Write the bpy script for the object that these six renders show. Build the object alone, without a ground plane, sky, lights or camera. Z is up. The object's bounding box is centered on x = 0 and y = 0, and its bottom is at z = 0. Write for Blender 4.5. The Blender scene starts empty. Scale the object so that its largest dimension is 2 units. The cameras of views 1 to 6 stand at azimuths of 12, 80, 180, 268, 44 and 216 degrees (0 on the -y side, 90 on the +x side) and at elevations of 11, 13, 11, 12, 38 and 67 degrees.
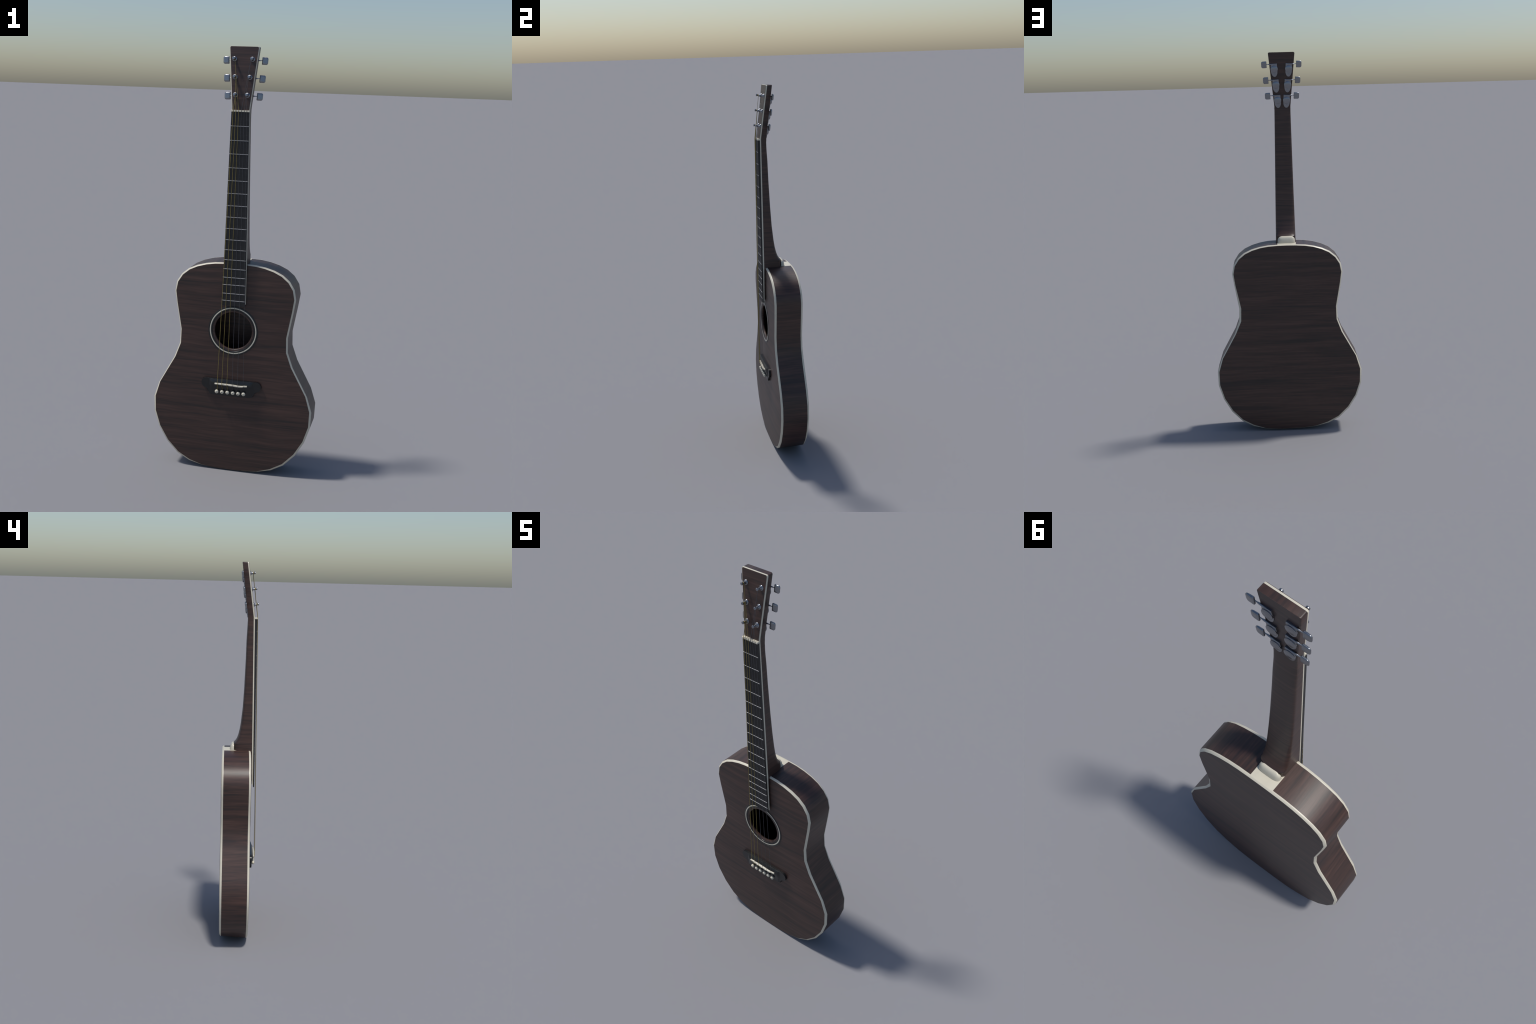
import bpy, bmesh, math, random
from mathutils import Vector, Matrix, geometry

random.seed(7)

# ------------------------------------------------------------------ materials
def new_mat(name):
    m = bpy.data.materials.new(name)
    m.use_nodes = True
    nt = m.node_tree
    return m, nt, nt.nodes["Principled BSDF"]


def plain(name, col, rough=0.4, metal=0.0, coat=0.0, vary=0.0, scale=40.0, spec=0.5):
    """One-colour material with a faint cloudy variation of value."""
    m, nt, b = new_mat(name)
    b.inputs["Roughness"].default_value = rough
    b.inputs["Metallic"].default_value = metal
    b.inputs["Coat Weight"].default_value = coat
    b.inputs["Specular IOR Level"].default_value = spec
    tc = nt.nodes.new("ShaderNodeTexCoord")
    n = nt.nodes.new("ShaderNodeTexNoise")
    n.inputs["Scale"].default_value = scale
    n.inputs["Detail"].default_value = 3
    r = nt.nodes.new("ShaderNodeValToRGB")
    r.color_ramp.elements[0].position = 0.3
    r.color_ramp.elements[1].position = 0.7
    r.color_ramp.elements[0].color = (*[c * (1 - vary) for c in col], 1)
    r.color_ramp.elements[1].color = (*[c * (1 + vary) for c in col], 1)
    nt.links.new(tc.outputs["Object"], n.inputs["Vector"])
    nt.links.new(n.outputs["Fac"], r.inputs["Fac"])
    nt.links.new(r.outputs["Color"], b.inputs["Base Color"])
    return m


def wood(name, stretch, dark, mid, light, rough=0.43, coat=0.0, offset=(0, 0, 0), contrast=0.145):
    """Dark stained timber: long wavy streaks. `stretch` = texture frequency per axis
    (low along the grain, high across it)."""
    m, nt, b = new_mat(name)
    L = nt.links.new
    tc = nt.nodes.new("ShaderNodeTexCoord")
    # gentle waviness of the grain
    warp = nt.nodes.new("ShaderNodeTexNoise")
    warp.inputs["Scale"].default_value = 5.0
    warp.inputs["Detail"].default_value = 1.0
    L(tc.outputs["Object"], warp.inputs["Vector"])
    sub = nt.nodes.new("ShaderNodeVectorMath"); sub.operation = "SUBTRACT"
    sub.inputs[1].default_value = (0.5, 0.5, 0.5)
    L(warp.outputs["Color"], sub.inputs[0])
    sc = nt.nodes.new("ShaderNodeVectorMath"); sc.operation = "SCALE"
    sc.inputs["Scale"].default_value = 0.016
    L(sub.outputs[0], sc.inputs[0])
    add = nt.nodes.new("ShaderNodeVectorMath"); add.operation = "ADD"
    L(tc.outputs["Object"], add.inputs[0]); L(sc.outputs[0], add.inputs[1])

    def streak(mult, detail, off):
        mp = nt.nodes.new("ShaderNodeMapping")
        mp.inputs["Scale"].default_value = [s * mult for s in stretch]
        mp.inputs["Location"].default_value = [offset[i] + off for i in range(3)]
        L(add.outputs[0], mp.inputs["Vector"])
        n = nt.nodes.new("ShaderNodeTexNoise")
        n.inputs["Scale"].default_value = 1.0
        n.inputs["Detail"].default_value = detail
        n.inputs["Roughness"].default_value = 0.55
        L(mp.outputs[0], n.inputs["Vector"])
        return n.outputs["Fac"]

    broad = streak(0.5, 3, 3.1)
    fine = streak(1.7, 4, 11.7)
    mix = nt.nodes.new("ShaderNodeMath"); mix.operation = "MULTIPLY_ADD"
    mix.inputs[1].default_value = 0.55
    L(broad, mix.inputs[0])
    m2 = nt.nodes.new("ShaderNodeMath"); m2.operation = "MULTIPLY"
    m2.inputs[1].default_value = 0.45
    L(fine, m2.inputs[0]); L(m2.outputs[0], mix.inputs[2])
    ramp = nt.nodes.new("ShaderNodeValToRGB")
    e = ramp.color_ramp.elements
    e[0].position = 0.5 - contrast; e[0].color = (*dark, 1)
    e[1].position = 0.5 + contrast; e[1].color = (*light, 1)
    k = e.new(0.5); k.color = (*mid, 1)
    L(mix.outputs[0], ramp.inputs["Fac"])
    L(ramp.outputs["Color"], b.inputs["Base Color"])
    b.inputs["Roughness"].default_value = rough
    b.inputs["Coat Weight"].default_value = coat
    b.inputs["Coat Roughness"].default_value = 0.3
    bump = nt.nodes.new("ShaderNodeBump")
    bump.inputs["Strength"].default_value = 0.10
    bump.inputs["Distance"].default_value = 0.002
    L(mix.outputs[0], bump.inputs["Height"]); L(bump.outputs[0], b.inputs["Normal"])
    return m


W_DARK, W_MID, W_LIGHT = (0.0205, 0.0145, 0.0135), (0.0455, 0.0240, 0.0192), (0.0720, 0.0375, 0.0295)
MAT_FACE = wood("walnut_face", (3.6, 3.6, 105), W_DARK, W_MID, W_LIGHT)
MAT_SIDE = wood("walnut_side", (75, 4, 85), W_DARK, W_MID, W_LIGHT, rough=0.43, offset=(2, 5, 1))
MAT_NECK = wood("walnut_neck", (4, 4, 105), W_DARK, W_MID, W_LIGHT, offset=(7, 3, 9))
MAT_CREAM = plain("ivory_plastic", (0.60, 0.56, 0.455), rough=0.4, vary=0.03)
MAT_EBONY = wood("ebony", (6, 6, 90), (0.0085, 0.0085, 0.0095), (0.0115, 0.0115, 0.0125),
                 (0.016, 0.015, 0.016), rough=0.5)
MAT_BLACK = plain("black_lacquer", (0.010, 0.0105, 0.0115), rough=0.3, vary=0.08)
MAT_CHROME = plain("chrome_steel", (0.27, 0.28, 0.305), rough=0.3, metal=1.0, vary=0.06, scale=300)
MAT_FRET = plain("fret_nickel", (0.34, 0.34, 0.35), rough=0.58, metal=0.5, vary=0.05)
MAT_GOLD = plain("wound_bronze", (0.27, 0.21, 0.065), rough=0.5, metal=0.3, vary=0.06, scale=400)
MAT_STEEL = plain("plain_steel", (0.10, 0.10, 0.11), rough=0.45, metal=0.5, vary=0.05)
MAT_DOT = plain("pin_dot_black", (0.012, 0.011, 0.01), rough=0.4, vary=0.05)

# ------------------------------------------------------------------ helpers
ROOT = bpy.data.objects.new("acoustic_guitar", None)
bpy.context.scene.collection.objects.link(ROOT)
ROOT["label"] = "dark walnut acoustic guitar with ivory binding and chrome tuners"
ROOT["category"] = "guitar"


def finish(bm, name, mat, parent=None, angle=35.0, bevel=0.0, segs=2):
    bmesh.ops.remove_doubles(bm, verts=bm.verts, dist=1e-6)
    bmesh.ops.recalc_face_normals(bm, faces=bm.faces)
    me = bpy.data.meshes.new(name)
    bm.to_mesh(me); bm.free()
    me.materials.append(mat)
    ob = bpy.data.objects.new(name, me)
    bpy.context.scene.collection.objects.link(ob)
    ob.parent = parent or ROOT
    if bevel > 0:
        md = ob.modifiers.new("bevel", "BEVEL")
        md.width = bevel; md.segments = segs; md.limit_method = "ANGLE"
        md.angle_limit = math.radians(40)
    smooth(me, angle)
    return ob


def smooth(me, angle):
    for p in me.polygons:
        p.use_smooth = True
    b = bmesh.new(); b.from_mesh(me)
    lim = math.radians(angle)
    for e in b.edges:
        if len(e.link_faces) == 2:
            e.smooth = e.calc_face_angle(0.0) < lim
    b.to_mesh(me); b.free()


def ring_verts(bm, pts):
    return [bm.verts.new(p) for p in pts]


def bridge(bm, a, b, closed=True):
    n = len(a)
    for i in range(n if closed else n - 1):
        j = (i + 1) % n
        bm.faces.new((a[i], a[j], b[j], b[i]))


def lerp_table(tab, z):
    """Piecewise-linear lookup; tab sorted by rising key."""
    if z <= tab[0][0]:
        return tab[0][1]
    for (z0, v0), (z1, v1) in zip(tab, tab[1:]):
        if z <= z1:
            return v0 + (v1 - v0) * (z - z0) / (z1 - z0)
    return tab[-1][1]


def offset_poly(pts, d):
    """Offset a closed counter-clockwise polygon outward (mitred)."""
    out = []
    n = len(pts)
    for i in range(n):
        p0, p1, p2 = Vector(pts[i - 1]), Vector(pts[i]), Vector(pts[(i + 1) % n])
        a, b = (p1 - p0).normalized(), (p2 - p1).normalized()
        na, nb = Vector((a.y, -a.x)), Vector((b.y, -b.x))
        m = (na + nb).normalized()
        out.append(tuple(p1 + m * (d / max(0.4, m.dot(na)))))
    return out


def revolve(bm, profile, centre, axis="Y", n=32, closed=False, sx=1.0):
    """Revolve (r, h) pairs about an axis through `centre`. Returns the rings."""
    rings = []
    for r, h in profile:
        ring = []
        for i in range(n):
            t = 2 * math.pi * i / n
            u, v = r * math.cos(t), r * math.sin(t)
            if axis == "Y":
                p = (u, h, v)
            elif axis == "X":
                p = (h, u, v)
            else:
                p = (u, v, h)
            ring.append(bm.verts.new(Vector(centre) + Vector(p)))
        rings.append(ring)
    for a, b in zip(rings, rings[1:]):
        bridge(bm, a, b)
    if closed:
        bridge(bm, rings[-1], rings[0])
    return rings


def tube(bm, path, rad, n=8):
    """Round tube along a polyline."""
    path = [Vector(p) for p in path]
    rings = []
    for i, p in enumerate(path):
        d = (path[min(i + 1, len(path) - 1)] - path[max(i - 1, 0)]).normalized()
        ref = Vector((1, 0, 0)) if abs(d.x) < 0.9 else Vector((0, 1, 0))
        u = d.cross(ref).normalized(); v = d.cross(u)
        rings.append(ring_verts(bm, [p + (u * math.cos(2 * math.pi * k / n) + v * math.sin(2 * math.pi * k / n)) * rad for k in range(n)]))
    for a, b in zip(rings, rings[1:]):
        bridge(bm, a, b)
    bm.faces.new(rings[0]); bm.faces.new(rings[-1])


# ------------------------------------------------------------------ body
Y_FRONT, Y_BACK = -0.0585, 0.0935
BIND = 1.0             # profile parameter: 0 = face edge, 1 = side surface
BIND_W = 0.0103        # binding width on the side
# right half outlines, top centre to bottom centre (x, z): edge of the face, and the side
# surface standing a little outside it
HALF = [(0.0, 1.0190), (0.0485, 1.0181), (0.0965, 1.0150), (0.1375, 1.0085), (0.1805, 0.9958),
        (0.2190, 0.9776), (0.2512, 0.9508), (0.2737, 0.9155), (0.2818, 0.8724), (0.2742, 0.815),
        (0.2520, 0.6875), (0.2545, 0.6167), (0.2805, 0.5470), (0.3548, 0.4130), (0.3768, 0.3385),
        (0.3750, 0.2650), (0.3512, 0.1885), (0.3105, 0.1195), (0.2575, 0.0640), (0.2003, 0.0315),
        (0.1365, 0.0112), (0.0685, 0.0050), (0.0, 0.0034)]
OUTER = [(0.0, 1.0232), (0.0485, 1.0224), (0.0970, 1.0202), (0.1410, 1.0130), (0.1835, 1.0010),
         (0.2230, 0.9828), (0.2562, 0.9556), (0.2803, 0.9180), (0.2890, 0.8716), (0.2805, 0.8140),
         (0.2585, 0.6865), (0.2608, 0.6172), (0.2872, 0.5450), (0.3610, 0.4100), (0.3853, 0.3360),
         (0.3826, 0.2590), (0.3575, 0.1815), (0.3155, 0.1105), (0.2620, 0.0550), (0.2030, 0.0225),
         (0.1385, 0.0070), (0.0695, 0.0015), (0.0, 0.0)]
full = lambda h: h + [(-x, z) for x, z in h[-2:0:-1]]
FACE_LOOP = full(HALF)
SIDE_LOOP = full(OUTER)
# the back plate's edge sits a little further in at the waist on the +x side
# and the tail end of the back stands a few millimetres off the ground, more so on the -x side
LIFT = [(-0.38, 0.0), (-0.35, 0.003), (-0.31, 0.006), (-0.26, 0.0085), (-0.20, 0.0105), (-0.14, 0.0095), (-0.07, 0.0075), (0.0, 0.0065), (0.07, 0.0030), (0.20, 0.0030), (0.31, 0.0)]


def lift_tail(loop):
    out = []
    for x, z in loop:
        dz = 0.0
        if z < 0.22:
            for (x0, v0), (x1, v1) in zip(LIFT, LIFT[1:]):
                if x0 <= x <= x1:
                    dz = v0 + (v1 - v0) * (x - x0) / (x1 - x0)
        out.append((x, z + dz))
    return out


BACK_LOOP = lift_tail([(x - 0.0042 if 0.24 < x < 0.256 and 0.6 < z < 0.7 else x, z) for x, z in FACE_LOOP])
BACK_SIDE_LOOP = lift_tail(SIDE_LOOP)


def side_at(y):
    """Side outline at depth y, running from the front outline to the back one."""
    t = (y - Y_FRONT) / (Y_BACK - Y_FRONT)
    return [(a[0] + (b[0] - a[0]) * t, a[1] + (b[1] - a[1]) * t) for a, b in zip(SIDE_LOOP, BACK_SIDE_LOOP)]


DOME_FRONT, DOME_BACK = 0.0046, 0.0030


def edge_distance(x, z, loop):
    best = 9.0
    for (x0, z0), (x1, z1) in zip(loop, loop[1:] + loop[:1]):
        dx, dz = x1 - x0, z1 - z0
        t = max(0.0, min(1.0, ((x - x0) * dx + (z - z0) * dz) / (dx * dx + dz * dz)))
        best = min(best, math.hypot(x - x0 - t * dx, z - z0 - t * dz))
    return best


def dome(x, z, height, reach=0.16):
    s = min(1.0, edge_distance(x, z, FACE_LOOP) / reach)
    return height * (1 - (1 - s) ** 2)


def inside(x, z, loop):
    c = False
    for (x0, z0), (x1, z1) in zip(loop, loop[1:] + loop[:1]):
        if (z0 > z) != (z1 > z) and x < x0 + (z - z0) * (x1 - x0) / (z1 - z0):
            c = not c
    return c


def plate(bm, y_edge, sgn, height, hole=None, loop=FACE_LOOP):
    """Gently arched plate over the face outline (optional round hole), from a fine grid."""
    step = 0.022
    pts = [Vector(p) for p in loop]
    n0 = len(pts)
    edges = [(i, (i + 1) % n0) for i in range(n0)]
    if hole:
        cxh, czh, r, n = hole
        edges += [(n0 + i, n0 + (i + 1) % n) for i in range(n)]
        pts += [Vector((cxh + r * math.cos(2 * math.pi * i / n), czh + r * math.sin(2 * math.pi * i / n))) for i in range(n)]
    for a in range(-18, 19):
        for b in range(0, 48):
            x, z = a * step + (0.5 * step if b % 2 else 0.0), b * step
            if not inside(x, z, loop) or edge_distance(x, z, loop) < 0.45 * step:
                continue
            if hole and math.hypot(x - hole[0], z - hole[1]) < hole[2] + 0.4 * step:
                continue
            pts.append(Vector((x, z)))
    vs, es, fs, *_ = geometry.delaunay_2d_cdt(pts, edges, [], 1, 1e-6)
    bv = [bm.verts.new((v.x, y_edge + sgn * dome(v.x, v.y, height), v.y)) for v in vs]
    for f in fs:
        cxm, czm = sum(vs[i].x for i in f) / 3, sum(vs[i].y for i in f) / 3
        if hole and math.hypot(cxm - hole[0], czm - hole[1]) < hole[2] * 0.995:
            continue
        if inside(cxm, czm, loop):
            bm.faces.new([bv[i] for i in f])


HOLE_C, HOLE_R = (-0.0003, 0.7010), 0.0885
LIP_R = 0.0985


def at_y(loop, y):
    return [(x, y, z) for x, z in loop]


# soundboard: arched plate with a round hole and a rounded lip running inward
Y_HOLE = Y_FRONT - DOME_FRONT
NH = 72
circ = lambda r, y: [(HOLE_C[0] + r * math.cos(2 * math.pi * i / NH), y, HOLE_C[1] + r * math.sin(2 * math.pi * i / NH)) for i in range(NH)]
bm = bmesh.new()
plate(bm, Y_FRONT, -1, DOME_FRONT, hole=(HOLE_C[0], HOLE_C[1], LIP_R, NH))
prev = ring_verts(bm, [(x, Y_FRONT - dome(x, z, DOME_FRONT), z) for x, _, z in circ(LIP_R, 0)])
for r, dy in [(0.0965, 0.0004), (0.0935, 0.0008), (0.0910, 0.0017), (0.0892, 0.0038), (0.0885, 0.0100), (0.0895, 0.0125), (0.1150, 0.0125)]:
    nxt = ring_verts(bm, circ(r, Y_HOLE + dy))
    bridge(bm, prev, nxt); prev = nxt
finish(bm, "soundboard", MAT_FACE, angle=30)

# back panel
bm = bmesh.new()
plate(bm, Y_BACK, 1, DOME_BACK, loop=BACK_LOOP)
finish(bm, "back_panel", MAT_FACE, angle=30)

# side wall between the two bindings; the patch behind the heel is an ivory inlay
INLAY_Y = 0.0178
ys = [Y_FRONT + BIND_W, INLAY_Y, Y_BACK - BIND_W]
bs, bi = bmesh.new(), bmesh.new()
n = len(SIDE_LOOP)
for i in range(n):
    j = (i + 1) % n
    top_mid = SIDE_LOOP[i][1] > 1.0 and abs(SIDE_LOOP[i][0] + SIDE_LOOP[j][0]) / 2 < 0.03
    for a, b in zip(ys, ys[1:]):
        tgt = bi if (top_mid and a == INLAY_Y) else bs
        A, B = side_at(a), side_at(b)
        q = [tgt.verts.new((p[0], y, p[1])) for p, y in ((A[i], a), (A[j], a), (B[j], b), (B[i], b))]
        tgt.faces.new(q)
finish(bs, "side_panel", MAT_SIDE, angle=40)
finish(bi, "heel_inlay", MAT_CREAM, angle=40)


# bindings: side strip, rounded over to the face
def binding(y_face, sgn, face_loop):
    bm = bmesh.new()
    prof = [(BIND, BIND_W), (BIND, 0.0074), (BIND * 0.94, 0.0060), (0.0, 0.0)]
    prev = None
    for off, depth in prof:
        lp = [(f[0] + (s[0] - f[0]) * off / BIND, f[1] + (s[1] - f[1]) * off / BIND) for f, s in zip(face_loop, side_at(y_face + sgn * depth))]
        r = ring_verts(bm, at_y(lp, y_face + sgn * depth))
        if prev:
            bridge(bm, prev, r)
        prev = r
    # inner return so the strip has body
    lp = [(f[0] + (s[0] - f[0]) * 0.3, f[1] + (s[1] - f[1]) * 0.3) for f, s in zip(face_loop, side_at(y_face + sgn * BIND_W))]
    bridge(bm, prev, ring_verts(bm, at_y(lp, y_face + sgn * BIND_W)))
    return finish(bm, "body_binding", MAT_CREAM, angle=40)


binding(Y_FRONT, 1, FACE_LOOP)
binding(Y_BACK, -1, BACK_LOOP)

# rosette: black / ivory / black raised bands round the hole
RC = (HOLE_C[0], Y_HOLE + 0.0006, HOLE_C[1])
bm = bmesh.new()
revolve(bm, [(0.0987, 0.002), (0.0987, -0.0010), (0.0998, -0.0020), (0.1060, -0.0020), (0.1066, -0.0012), (0.1066, 0.002)], RC, n=96, closed=True)
revolve(bm, [(0.1120, 0.002), (0.1120, -0.0012), (0.1126, -0.0020), (0.1180, -0.0020), (0.1192, -0.0010), (0.1192, 0.002)], RC, n=96, closed=True)
rosette = finish(bm, "rosette", MAT_BLACK, angle=50)
bm = bmesh.new()
revolve(bm, [(0.1066, 0.002), (0.1066, -0.0018), (0.1073, -0.0023), (0.1113, -0.0023), (0.1120, -0.0018), (0.1120, 0.002)], RC, n=96, closed=True)
finish(bm, "rosette_ring", MAT_CREAM, parent=rosette, angle=50)

# ------------------------------------------------------------------ neck and headstock
Z_NUT, Z_TOP, Z_BEND = 1.7175, 1.9997, 1.722


def cx(z):   # the neck stands a hair to +x of the body's middle
    return 0.0033


def fb_edges(z):   # left and right edge of the fretboard
    return lerp_table([(0.825, -0.0547), (1.65, -0.0380), (Z_NUT, -0.0368)], z), lerp_table([(0.825, 0.0560), (1.65, 0.0462), (Z_NUT, 0.0445)], z)


OUT = [(0.836, 0.0550), (Z_NUT, 0.0414), (1.733, 0.0420), (Z_TOP - 0.0058, 0.0676), (Z_TOP - 0.0030, 0.0668), (Z_TOP - 0.0010, 0.0648), (Z_TOP, 0.0620)]
half_w = lambda z: lerp_table(OUT, z)
y_cream_back = lambda z: lerp_table([(0.836, -0.0673), (Z_BEND, -0.0585), (2.0, -0.0212)], z)
y_cream_front = lambda z: lerp_table([(0.836, -0.0748), (Z_BEND, -0.0650), (2.0, -0.0275)], z)
y_fb_front = lambda z: lerp_table([(0.825, -0.0808), (Z_NUT, -0.0768)], z)
BACK = [(1.010, 0.0325), (1.0566, 0.0330), (1.0574, 0.0340), (1.0640, 0.0265), (1.0737, 0.0195), (1.0860, 0.0133), (1.1026, 0.0072),
        (1.130, 0.0010), (1.168, -0.0048), (1.250, -0.0132), (1.353, -0.0186), (1.50, -0.0236), (1.60, -0.0254), (1.69, -0.0282),
        (Z_BEND, -0.0296), (2.0, 0.0040)]
y_back = lambda z: lerp_table(BACK, z) + lerp_table([(1.06, 0.0), (1.10, 0.0014), (1.60, 0.0014), (1.69, 0.0)], z)
CROWN = [(1.01, 0.0095), (1.06, 0.0095), (1.10, 0.0088), (1.16, 0.0076), (1.25, 0.0064), (1.50, 0.0056), (1.66, 0.0050), (Z_BEND, 0.0012), (2.0, 0.0012)]
crown = lambda z: lerp_table(CROWN, z)


def section(z):
    """Neck cross-section: flat flanks, rounded shoulders, gently crowned back."""
    w, yf, yb, c, x0 = half_w(z), y_cream_back(z), y_back(z), crown(z), cx(z)
    right = [(1.0, yf), (1.0, yb - 1.9 * c), (0.992, yb - 1.25 * c), (0.965, yb - 0.80 * c), (0.90, yb - 0.50 * c), (0.78, yb - 0.28 * c), (0.55, yb - 0.10 * c), (0.28, yb - 0.02 * c)]
    hl = max(0.0, min(1.0, (1.25 - z) / 0.18))   # shoulders widen towards the heel
    taper = [1.0, 1.0, 0.985, 0.955, 0.925, 0.92, 0.95, 1.0]
    right = [(a * (1 + (k - 1) * hl), y) for (a, y), k in zip(right, taper)]
    if z > 1.70:  # headstock back is flat with a small chamfer
        t = min(1.0, (z - 1.70) / (Z_BEND - 1.70))
        ch = 0.0016 / w
        flat = [(1.0, yf), (1.0, yb - 0.0016), (1 - ch * 0.3, yb - 0.0006), (1 - ch, yb), (0.88, yb), (0.76, yb), (0.55, yb), (0.28, yb)]
        right = [(a[0] + (b[0] - a[0]) * t, a[1] + (b[1] - a[1]) * t) for a, b in zip(right, flat)]
    # well rounded shoulders
    pts = [(a, yb + (y - yb) * 1.40 if y != yf else y) for a, y in right] + [(0.0, yb)] + [(-a, yb + (y - yb) * 1.45 if y != yf else y) for a, y in right[::-1]]
    return [(x0 + a * w, y, z) for a, y in pts]


def loft(zs, cap_low, cap_high, bm):
    rings = [ring_verts(bm, section(z)) for z in zs]
    for a, b in zip(rings, rings[1:]):
        bridge(bm, a, b)
    if cap_low: bm.faces.new(rings[0])
    if cap_high: bm.faces.new(rings[-1])


zs_neck = [1.012, 1.03, 1.045, 1.0566, 1.0574, 1.0605, 1.064, 1.0685, 1.0737, 1.0795, 1.086, 1.094, 1.1026, 1.115, 1.13, 1.148, 1.168, 1.19, 1.22, 1.25, 1.30, 1.353, 1.42, 1.50, 1.60, 1.66, 1.69, 1.70, 1.708, 1.716, Z_BEND]
bm = bmesh.new()
loft(zs_neck, True, False, bm)
# tongue that carries the fretboard over the soundboard
tz = [0.842, 1.016]
tr = []
for z in tz:
    w = half_w(z) - 0.004
    tr.append(ring_verts(bm, [(-w, y_cream_back(z) - 0.0002, z), (w, y_cream_back(z) - 0.0002, z), (w, Y_FRONT + 0.001, z), (-w, Y_FRONT + 0.001, z)]))
bridge(bm, tr[0], tr[1]); bm.faces.new(tr[0]); bm.faces.new(tr[1])
finish(bm, "neck", MAT_NECK, angle=32)

zs_head = [Z_BEND, 1.733, 1.80, 1.87, 1.94, Z_TOP - 0.0058, Z_TOP - 0.0044, Z_TOP - 0.0030, Z_TOP - 0.0018, Z_TOP - 0.0010, Z_TOP - 0.0004, Z_TOP]
bm = bmesh.new()
loft(zs_head, False, True, bm)
head = finish(bm, "headstock", MAT_NECK, angle=50)
head.data.materials.append(MAT_SIDE)          # end grain on top runs front to back
for p in head.data.polygons:
    if p.normal.z > 0.6:
        p.material_index = 1

# ivory layer round neck and headstock, open U outline (bottom end -> top -> bottom end)
zs_out = [0.836, 1.012, 1.3, 1.55, Z_NUT, Z_BEND, 1.733, 1.80, 1.87, 1.94] + zs_head[5:]
U = [(half_w(z), z) for z in zs_out]
U = U + [(-w, z) for w, z in U[::-1]]
bm = bmesh.new()
INS = 0.0030
prof = [(0.0, 0.0), (0.0, 0.72), (0.25, 0.92), (1.0, 1.0)]
rings = []
for ins, t in prof:
    r = []
    for w, z in U:
        s = 1 if w > 0 else -1
        top = max(0.0, min(1.0, (z - (Z_TOP - 0.0058)) / 0.0058))
        low = max(0.0, min(1.0, 1 - (z - 0.836) / 0.02))
        zz = z - 0.0010 * ins * top
        y0, y1 = y_cream_back(z), y_cream_front(z)
        if low > 0:  # tapered tail end over the soundboard
            y0 = y0 - 0.003 * low
        r.append((cx(z) + s * (abs(w) - INS * ins * (1 if top < 1 else 0.85)), y0 + (y1 - y0) * t, zz))
    rings.append(ring_verts(bm, r))
for a, b in zip(rings, rings[1:]):
    bridge(bm, a, b, closed=True)
m = len(U) // 2
for k in range(m - 1):     # close front and back across the width
    bm.faces.new((rings[-1][k], rings[-1][k + 1], rings[-1][-2 - k], rings[-1][-1 - k]))
    bm.faces.new((rings[0][k], rings[0][k + 1], rings[0][-2 - k], rings[0][-1 - k]))
finish(bm, "neck_binding", MAT_CREAM, angle=40)

# timber face of the headstock, a whisker proud of the ivory layer
bm = bmesh.new()
zz = [Z_NUT + 0.001] + zs_head[1:]
r0 = []
for s in (1, -1):
    seq = zz if s == 1 else zz[::-1]
    for z in seq:
        top = max(0.0, min(1.0, (z - (Z_TOP - 0.0058)) / 0.0058))
        r0.append((cx(z) + s * (half_w(z) - INS), z - 0.0010 * top))
front = ring_verts(bm, [(x, y_cream_front(z) - 0.0009, z) for x, z in r0])
back = ring_verts(bm, [(x, y_cream_front(z) + 0.001, z) for x, z in r0])
bm.faces.new(front); bm.faces.new(back); bridge(bm, front, back)
finish(bm, "headstock_face", MAT_NECK, parent=head, angle=30)

# heel cap: ivory quarter dome under the heel
bm = bmesh.new()
HZ0, HZ1, HD, HW = 1.0195, 1.0580, 0.0215, 0.0462
rings = []
NU, NV = 28, 10
for j in range(NV + 1):
    v = j / NV * math.pi / 2
    rr, hh = math.cos(v) ** 0.85, math.sin(v)
    ring = []
    for i in range(NU + 1):
        u = math.pi * i / NU
        cu, su = math.cos(u), math.sin(u)
        px = HW * math.copysign(abs(cu) ** 0.55, cu)
        py = HD * su ** 0.62
        k = max(0.0, math.cos(v)) ** 0.5
        ring.append((0.0005 + px * (0.74 + 0.26 * k), 0.0315 + py * (0.05 + 0.95 * rr), HZ0 + (HZ1 - HZ0) * hh * (0.80 + 0.20 * (1 - abs(cu) ** 5))))
    rings.append(ring_verts(bm, ring))
for a, b in zip(rings, rings[1:]):
    bridge(bm, a, b, closed=False)
bm.faces.new(rings[-1])
bm.faces.new([r[0] for r in rings] + [r[-1] for r in rings[::-1]])
bm.faces.new(rings[0])
finish(bm, "heel_cap", MAT_CREAM, angle=60)

# fretboard
bm = bmesh.new()
rg = []
for z in (0.8250, Z_NUT - 0.004):
    xl, xr = fb_edges(z)
    yb = y_cream_front(z) + 0.001 if z > 0.84 else y_cream_front(0.836) - 0.0004
    rg.append(ring_verts(bm, [(xl, yb, z), (xr, yb, z), (xr, y_fb_front(z), z), (xl, y_fb_front(z), z)]))
bridge(bm, rg[0], rg[1]); bm.faces.new(rg[0]); bm.faces.new(rg[1])
fretboard = finish(bm, "fretboard", MAT_EBONY, bevel=0.0008)

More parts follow.
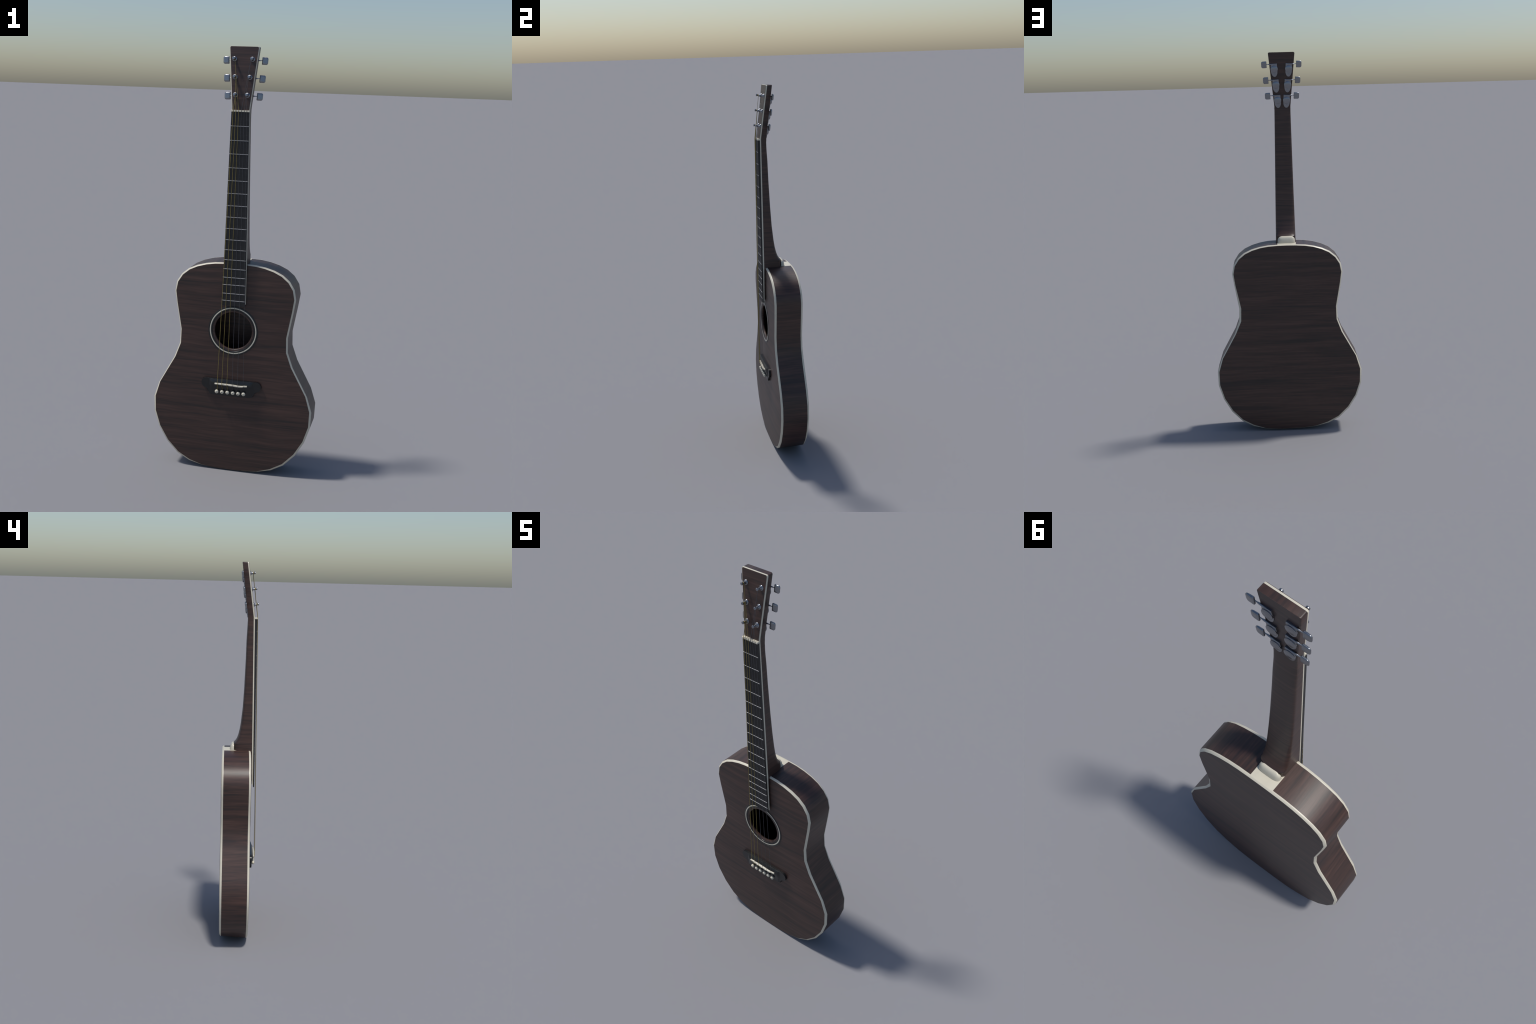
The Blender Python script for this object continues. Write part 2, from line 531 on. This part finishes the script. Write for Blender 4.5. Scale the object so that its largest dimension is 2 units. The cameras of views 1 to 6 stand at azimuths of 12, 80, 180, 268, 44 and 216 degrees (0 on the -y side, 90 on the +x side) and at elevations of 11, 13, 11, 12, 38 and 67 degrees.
FRETS = [1.6505, 1.5866, 1.5262, 1.4640, 1.4060, 1.3483, 1.2921, 1.2398, 1.1872, 1.1352, 1.0885, 1.0420, 0.9992, 0.9590, 0.9246, 0.8834, 0.8497]
for z in FRETS:
    bm = bmesh.new()
    xl, xr = fb_edges(z)
    prof = [(-0.0016, 0.001), (-0.0016, -0.0004), (-0.0009, -0.0013), (0.0009, -0.0013), (0.0016, -0.0004), (0.0016, 0.001)]
    ends = [ring_verts(bm, [(x, y_fb_front(z) + dy, z + dz) for dz, dy in prof]) for x in (xl - 0.0005, xr - 0.0012)]
    bridge(bm, ends[0], ends[1]); bm.faces.new(ends[0]); bm.faces.new(ends[1])
    finish(bm, "fret", MAT_FRET, parent=fretboard, angle=50)

# ------------------------------------------------------------------ strings layout
NUT_X = [-0.0280, -0.0158, -0.0033, 0.0092, 0.0222, 0.0343]
SADDLE_X = [-0.0624, -0.0400, -0.0150, 0.0105, 0.0364, 0.0632]
PIN_X = [-0.0659, -0.0401, -0.0139, 0.0126, 0.0383, 0.0641]
STR_R = [0.00115, 0.00105, 0.00095, 0.0008, 0.0007, 0.0006]
NUT_TOP = -0.0790

# nut with six slots
bm = bmesh.new()
w0, w1 = cx(Z_NUT) - 0.0430, cx(Z_NUT) + 0.0425
prof = [(w0, NUT_TOP + 0.0012), (w0 + 0.0012, NUT_TOP)]
for x in NUT_X:
    prof += [(x - 0.0013, NUT_TOP), (x - 0.0009, NUT_TOP + 0.0016), (x + 0.0009, NUT_TOP + 0.0016), (x + 0.0013, NUT_TOP)]
prof += [(w1 - 0.0012, NUT_TOP), (w1, NUT_TOP + 0.0012), (w1, -0.0640), (w0, -0.0640)]
ra = ring_verts(bm, [(x, y, Z_NUT - 0.0036) for x, y in prof])
rb = ring_verts(bm, [(x, y + (0.0008 if y < -0.07 else 0), Z_NUT + 0.0036) for x, y in prof])
bridge(bm, ra, rb); bm.faces.new(ra); bm.faces.new(rb)
finish(bm, "nut", MAT_CREAM, angle=30, bevel=0.0004)

# ------------------------------------------------------------------ bridge
WING_Y, BLOCK_Y = -0.0745, -0.0832
BR = [(0.0, 0.4635), (0.100, 0.4632), (0.1240, 0.4628), (0.1335, 0.4605), (0.1405, 0.4540), (0.1440, 0.4450), (0.1443, 0.4370), (0.1415, 0.4270),
      (0.1360, 0.4205), (0.1290, 0.4175), (0.1210, 0.4140), (0.1155, 0.4085), (0.1105, 0.4000), (0.1040, 0.3910), (0.0965, 0.3855), (0.0860, 0.3836), (0.0, 0.3832)]
outline = BR + [(-x, z) for x, z in BR[-2:0:-1]]
bm = bmesh.new()
a = ring_verts(bm, [(x + 0.0005, Y_FRONT + 0.001, z) for x, z in outline])
b = ring_verts(bm, [(x + 0.0005, WING_Y, z) for x, z in outline])
bridge(bm, a, b); bm.faces.new(a); bm.faces.new(b)
bmesh.ops.triangulate(bm, faces=[f for f in bm.faces if len(f.verts) > 4])
# raised middle block, sloping down to wings and to the lower edge
ends = []
for x, t in [(-0.1060, 0.0), (-0.0985, 0.75), (-0.090, 1.0), (0.090, 1.0), (0.0985, 0.75), (0.1060, 0.0)]:
    yt = WING_Y + 0.0005 + (BLOCK_Y - WING_Y) * t
    ym = WING_Y + 0.0005 + (BLOCK_Y + 0.0035 - WING_Y) * t
    sec = [(Y_FRONT, 0.4622), (WING_Y - 0.0008 * t, 0.4622), (WING_Y - 0.0035 * t, 0.4575), (yt, 0.4505), (yt, 0.4330), (WING_Y + 0.0005 + (yt + 0.004 - WING_Y) * min(t, 1) * 0.75, 0.4140), (WING_Y + 0.0004 - 0.0015 * t, 0.3880), (Y_FRONT, 0.3880)]
    ends.append(ring_verts(bm, [(x + 0.0005, y, z) for y, z in sec]))
for p, q in zip(ends, ends[1:]):
    bridge(bm, p, q)
bm.faces.new(ends[0]); bm.faces.new(ends[-1])
bridge_ob = finish(bm, "bridge", MAT_BLACK, angle=32, bevel=0.0010)

# saddle: thin compensated ivory bar with a radiused crown
saddle_top = lambda x: -0.0888 - 0.0046 * (1 - (x / 0.078) ** 2)

bm = bmesh.new()
SAD = [(-0.0762, 0.4418), (-0.05, 0.4423), (-0.0126, 0.4422), (0.015, 0.4412), (0.0400, 0.4392), (0.055, 0.4398), (0.065, 0.4418), (0.0795, 0.4425)]
rings = []
for x, z in SAD:
    hw = 0.0034
    t = saddle_top(x)
    rings.append(ring_verts(bm, [(x, -0.072, z - hw), (x, t + 0.0021, z - hw), (x, t + 0.0005, z - hw * 0.6), (x, t, z), (x, t + 0.0005, z + hw * 0.6), (x, t + 0.0021, z + hw), (x, -0.072, z + hw)]))
for p, q in zip(rings, rings[1:]):
    bridge(bm, p, q)
bm.faces.new(rings[0]); bm.faces.new(rings[-1])
finish(bm, "saddle", MAT_CREAM, parent=bridge_ob, angle=50)

# bridge pins: domed buttons with a black dot
bm = bmesh.new()
pr = [(0.0045, 0.018), (0.0048, 0.006), (0.0085, 0.0035)] + [(0.0092 * math.cos(t), -0.0078 * math.sin(t)) for t in [i * math.pi / 2 / 9 for i in range(0, 9)]]
rings = revolve(bm, pr, (0, 0, 0), n=24)
bm.faces.new(rings[-1])
proto = finish(bm, "bridge_pin", MAT_CREAM, parent=bridge_ob, angle=60)
bm = bmesh.new()
rings = revolve(bm, [(0.0019, 0.0), (0.0019, -0.0083), (0.0012, -0.0088)], (0, 0, 0), n=16)
bm.faces.new(rings[-1]); bm.faces.new(rings[0])
pdot = finish(bm, "pin_dot", MAT_DOT, parent=bridge_ob, angle=40)
for k, x in enumerate(PIN_X):
    for src in (proto, pdot):
        o = src if k == 0 else src.copy()
        if k:
            bpy.context.scene.collection.objects.link(o)
        o.location = (x, -0.0845, 0.4037)

# ------------------------------------------------------------------ tuning machines
TILT = math.atan(0.1205)                      # headstock back against the vertical
ROWS = [1.9440, 1.8652, 1.7870]               # top edge of each housing
HOUSE_X = [0.0385, 0.0316, 0.0245]            # housing offset from the head centre
POST_X = [0.0410, 0.0338, 0.0275]
HEAD_CX = 0.0039


def flat_solid(bm, pts, y0, y1, chamfer=0.0008):
    """Extrude an (x, z) outline from y0 to y1 with a chamfered far edge."""
    cxx = sum(p[0] for p in pts) / len(pts); czz = sum(p[1] for p in pts) / len(pts)
    s = 1 if y1 > y0 else -1
    rad = max(math.hypot(p[0] - cxx, p[1] - czz) for p in pts)
    k = 1 - chamfer / rad * 1.3
    r1 = ring_verts(bm, [(x, y0, z) for x, z in pts])
    r2 = ring_verts(bm, [(x, y1 - s * chamfer, z) for x, z in pts])
    r3 = ring_verts(bm, [(cxx + (x - cxx) * k, y1, czz + (z - czz) * k) for x, z in pts])
    bridge(bm, r1, r2); bridge(bm, r2, r3)
    bm.faces.new(r1); bm.faces.new(r3)


# housing (origin: middle of its top edge, on the wood)
bm = bmesh.new()
flat_solid(bm, [(-0.0160, 0.0), (0.0160, 0.0), (0.0166, -0.012), (0.0172, -0.022), (0.0150, -0.034), (-0.0150, -0.034), (-0.0172, -0.022), (-0.0166, -0.012)], -0.001, 0.0062)
disc = [(0.0184 * math.cos(2 * math.pi * i / 32), -0.0272 + 0.0184 * math.sin(2 * math.pi * i / 32)) for i in range(32)]
flat_solid(bm, disc, -0.001, 0.0105, 0.0026)
tail = [(0.0168, -0.034), (0.0168, -0.042), (0.0150, -0.051), (0.0115, -0.059), (0.0070, -0.0645), (0.0025, -0.067)]
flat_solid(bm, tail + [(-x, z) for x, z in tail[::-1]], -0.001, 0.0034)
scr = [(0.0036 * math.cos(2 * math.pi * i / 16), -0.0525 + 0.0036 * math.sin(2 * math.pi * i / 16)) for i in range(16)]
flat_solid(bm, scr, 0.003, 0.0044, 0.0006)
house = finish(bm, "tuning_machine", MAT_CHROME, angle=40)

# shaft with a collar, along +x from the housing
bm = bmesh.new()
rings = revolve(bm, [(0.0032, -0.016), (0.0032, 0.017), (0.0032, 0.0235), (0.0026, 0.0245), (0.0026, 0.027), (0.0018, 0.029), (0.0018, 0.041)], (0, 0, 0), axis="X", n=14)
bm.faces.new(rings[0]); bm.faces.new(rings[-1])
shaft0 = finish(bm, "tuner_shaft", MAT_CHROME, parent=house, angle=40)

# button: pillow with rounded outer corners
bm = bmesh.new()
BW, BH, BT = 0.0138, 0.0168, 0.0050
prof2 = []
for (qx, qz, r, a0) in [(BW, BH, 0.0085, 0), (-BW, BH, 0.0028, 90), (-BW, -BH, 0.0028, 180), (BW, -BH, 0.0085, 270)]:
    ccx, ccz = qx - math.copysign(r, qx), qz - math.copysign(r, qz)
    for k in range(6):
        t = math.radians(a0 + 90 * k / 5)
        prof2.append((ccx + r * math.cos(t), ccz + r * math.sin(t)))
rings = []
for s, f in [(-1.0, 0.30), (-0.96, 0.60), (-0.80, 0.85), (-0.45, 0.985), (0, 1.0), (0.45, 0.985), (0.80, 0.85), (0.96, 0.60), (1.0, 0.30)]:
    rings.append(ring_verts(bm, [(-BW + (x + BW) * (f if x > -BW * 0.9 else 1) if False else x * f - (1 - f) * BW * 0.35, BT * s * (1.0 - 0.25 * max(0, x) / BW), z * f) for x, z in prof2]))
for p, q in zip(rings, rings[1:]):
    bridge(bm, p, q)
bm.faces.new(rings[0]); bm.faces.new(rings[-1])
btn0 = finish(bm, "tuner_button", MAT_CHROME, parent=house, angle=60)

# post: washer, tapered stem, waisted spool and cap (points to -y)
bm = bmesh.new()
rings = revolve(bm, [(0.0116, 0.002), (0.0116, -0.0012), (0.0104, -0.0028), (0.0072, -0.0042), (0.0062, -0.0065), (0.0056, -0.0125), (0.0052, -0.0138), (0.0036, -0.0144),
                     (0.0034, -0.0196), (0.0046, -0.0204), (0.0062, -0.0212), (0.0066, -0.0235), (0.0062, -0.0260), (0.0048, -0.0272)], (0, 0, 0), n=24)
bm.faces.new(rings[0]); bm.faces.new(rings[-1])
post0 = finish(bm, "tuner_post", MAT_CHROME, parent=house, angle=40)

POSTS = {}
first = True
for side in (1, -1):
    for row in range(3):
        z0 = ROWS[row]
        if first:
            h, sh, bt, po = house, shaft0, btn0, post0
        else:
            h, sh, bt, po = house.copy(), shaft0.copy(), btn0.copy(), post0.copy()
            for o in (h, sh, bt, po):
                bpy.context.scene.collection.objects.link(o)
            for o in (sh, bt, po):
                o.parent = h
        first = False
        hx = HEAD_CX + side * HOUSE_X[row]
        yw = y_back(z0)
        flare = side * math.radians(3.2)
        # headstock plane: lean back by TILT about x; splay by flare about the plane's normal
        R = Matrix.Rotation(-TILT, 4, "X") @ Matrix.Rotation(flare * 1.0, 4, "Y")
        M = Matrix.Translation((hx, yw, z0)) @ R
        h.matrix_world = M
        h.matrix_basis = M
        inv = M.inverted()
        Rx = Matrix.Rotation(-TILT, 4, "X")
        F = Matrix.Identity(4) if side == 1 else Matrix.Rotation(math.pi, 4, "Z")
        bx = HEAD_CX + side * [0.0888, 0.0818, 0.0742][row]
        bz = z0 - 0.0052
        by = yw - 0.0006 * 0 + 0.0046
        for o, T in ((sh, Matrix.Translation((hx, yw + 0.0032, z0 - 0.0035)) @ Rx @ F),
                     (bt, Matrix.Translation((bx, by - 0.0006, bz)) @ Rx @ Matrix.Rotation(side * math.radians(2.5), 4, "Y") @ F),
                     (po, Matrix.Translation((cx(1.9) - 0.0006 + side * POST_X[row], y_cream_front(z0 - 0.0005) - 0.0009, z0 - 0.0005)) @ Rx)):
            o.matrix_parent_inverse = Matrix.Identity(4)
            o.matrix_basis = inv @ T
        POSTS[(side, row)] = (Matrix.Translation((cx(1.9) - 0.0006 + side * POST_X[row], y_cream_front(z0 - 0.0005) - 0.0009, z0 - 0.0005)) @ Rx)

# ------------------------------------------------------------------ strings
ASSIGN = [(-1, 2), (-1, 1), (-1, 0), (1, 0), (1, 1), (1, 2)]
for i in range(6):
    r = STR_R[i]
    bm = bmesh.new()
    M = POSTS[ASSIGN[i]]
    inner = 1 if ASSIGN[i][0] < 0 else -1
    wrap_r = 0.0032 + r
    contact = M @ Vector((inner * wrap_r, -0.0150, -0.0005))
    path = [(PIN_X[i], -0.074, 0.408), (PIN_X[i] * 0.5 + SADDLE_X[i] * 0.5, -0.0815, 0.424), (SADDLE_X[i], saddle_top(SADDLE_X[i]) - r * 0.8, 0.4400), (SADDLE_X[i], saddle_top(SADDLE_X[i]) - r, 0.4430),
            (NUT_X[i], NUT_TOP - r * 0.4, Z_NUT - 0.003), (NUT_X[i], NUT_TOP - r * 0.2, Z_NUT + 0.003), contact]
    tube(bm, path, r, 8)
    # turns on the post
    turns = 3.0
    steps = 48
    coil = []
    for k in range(steps + 1):
        t = k / steps
        a = math.pi * 2 * turns * t * -inner + (0 if inner > 0 else math.pi)
        coil.append(M @ Vector((wrap_r * math.cos(a), -0.0150 - 0.0040 * t * (1 if i < 3 else 0.7), wrap_r * math.sin(a) - 0.0005)))
    tube(bm, coil, r, 6)
    finish(bm, "string", MAT_GOLD if i < 3 else MAT_STEEL, angle=60)
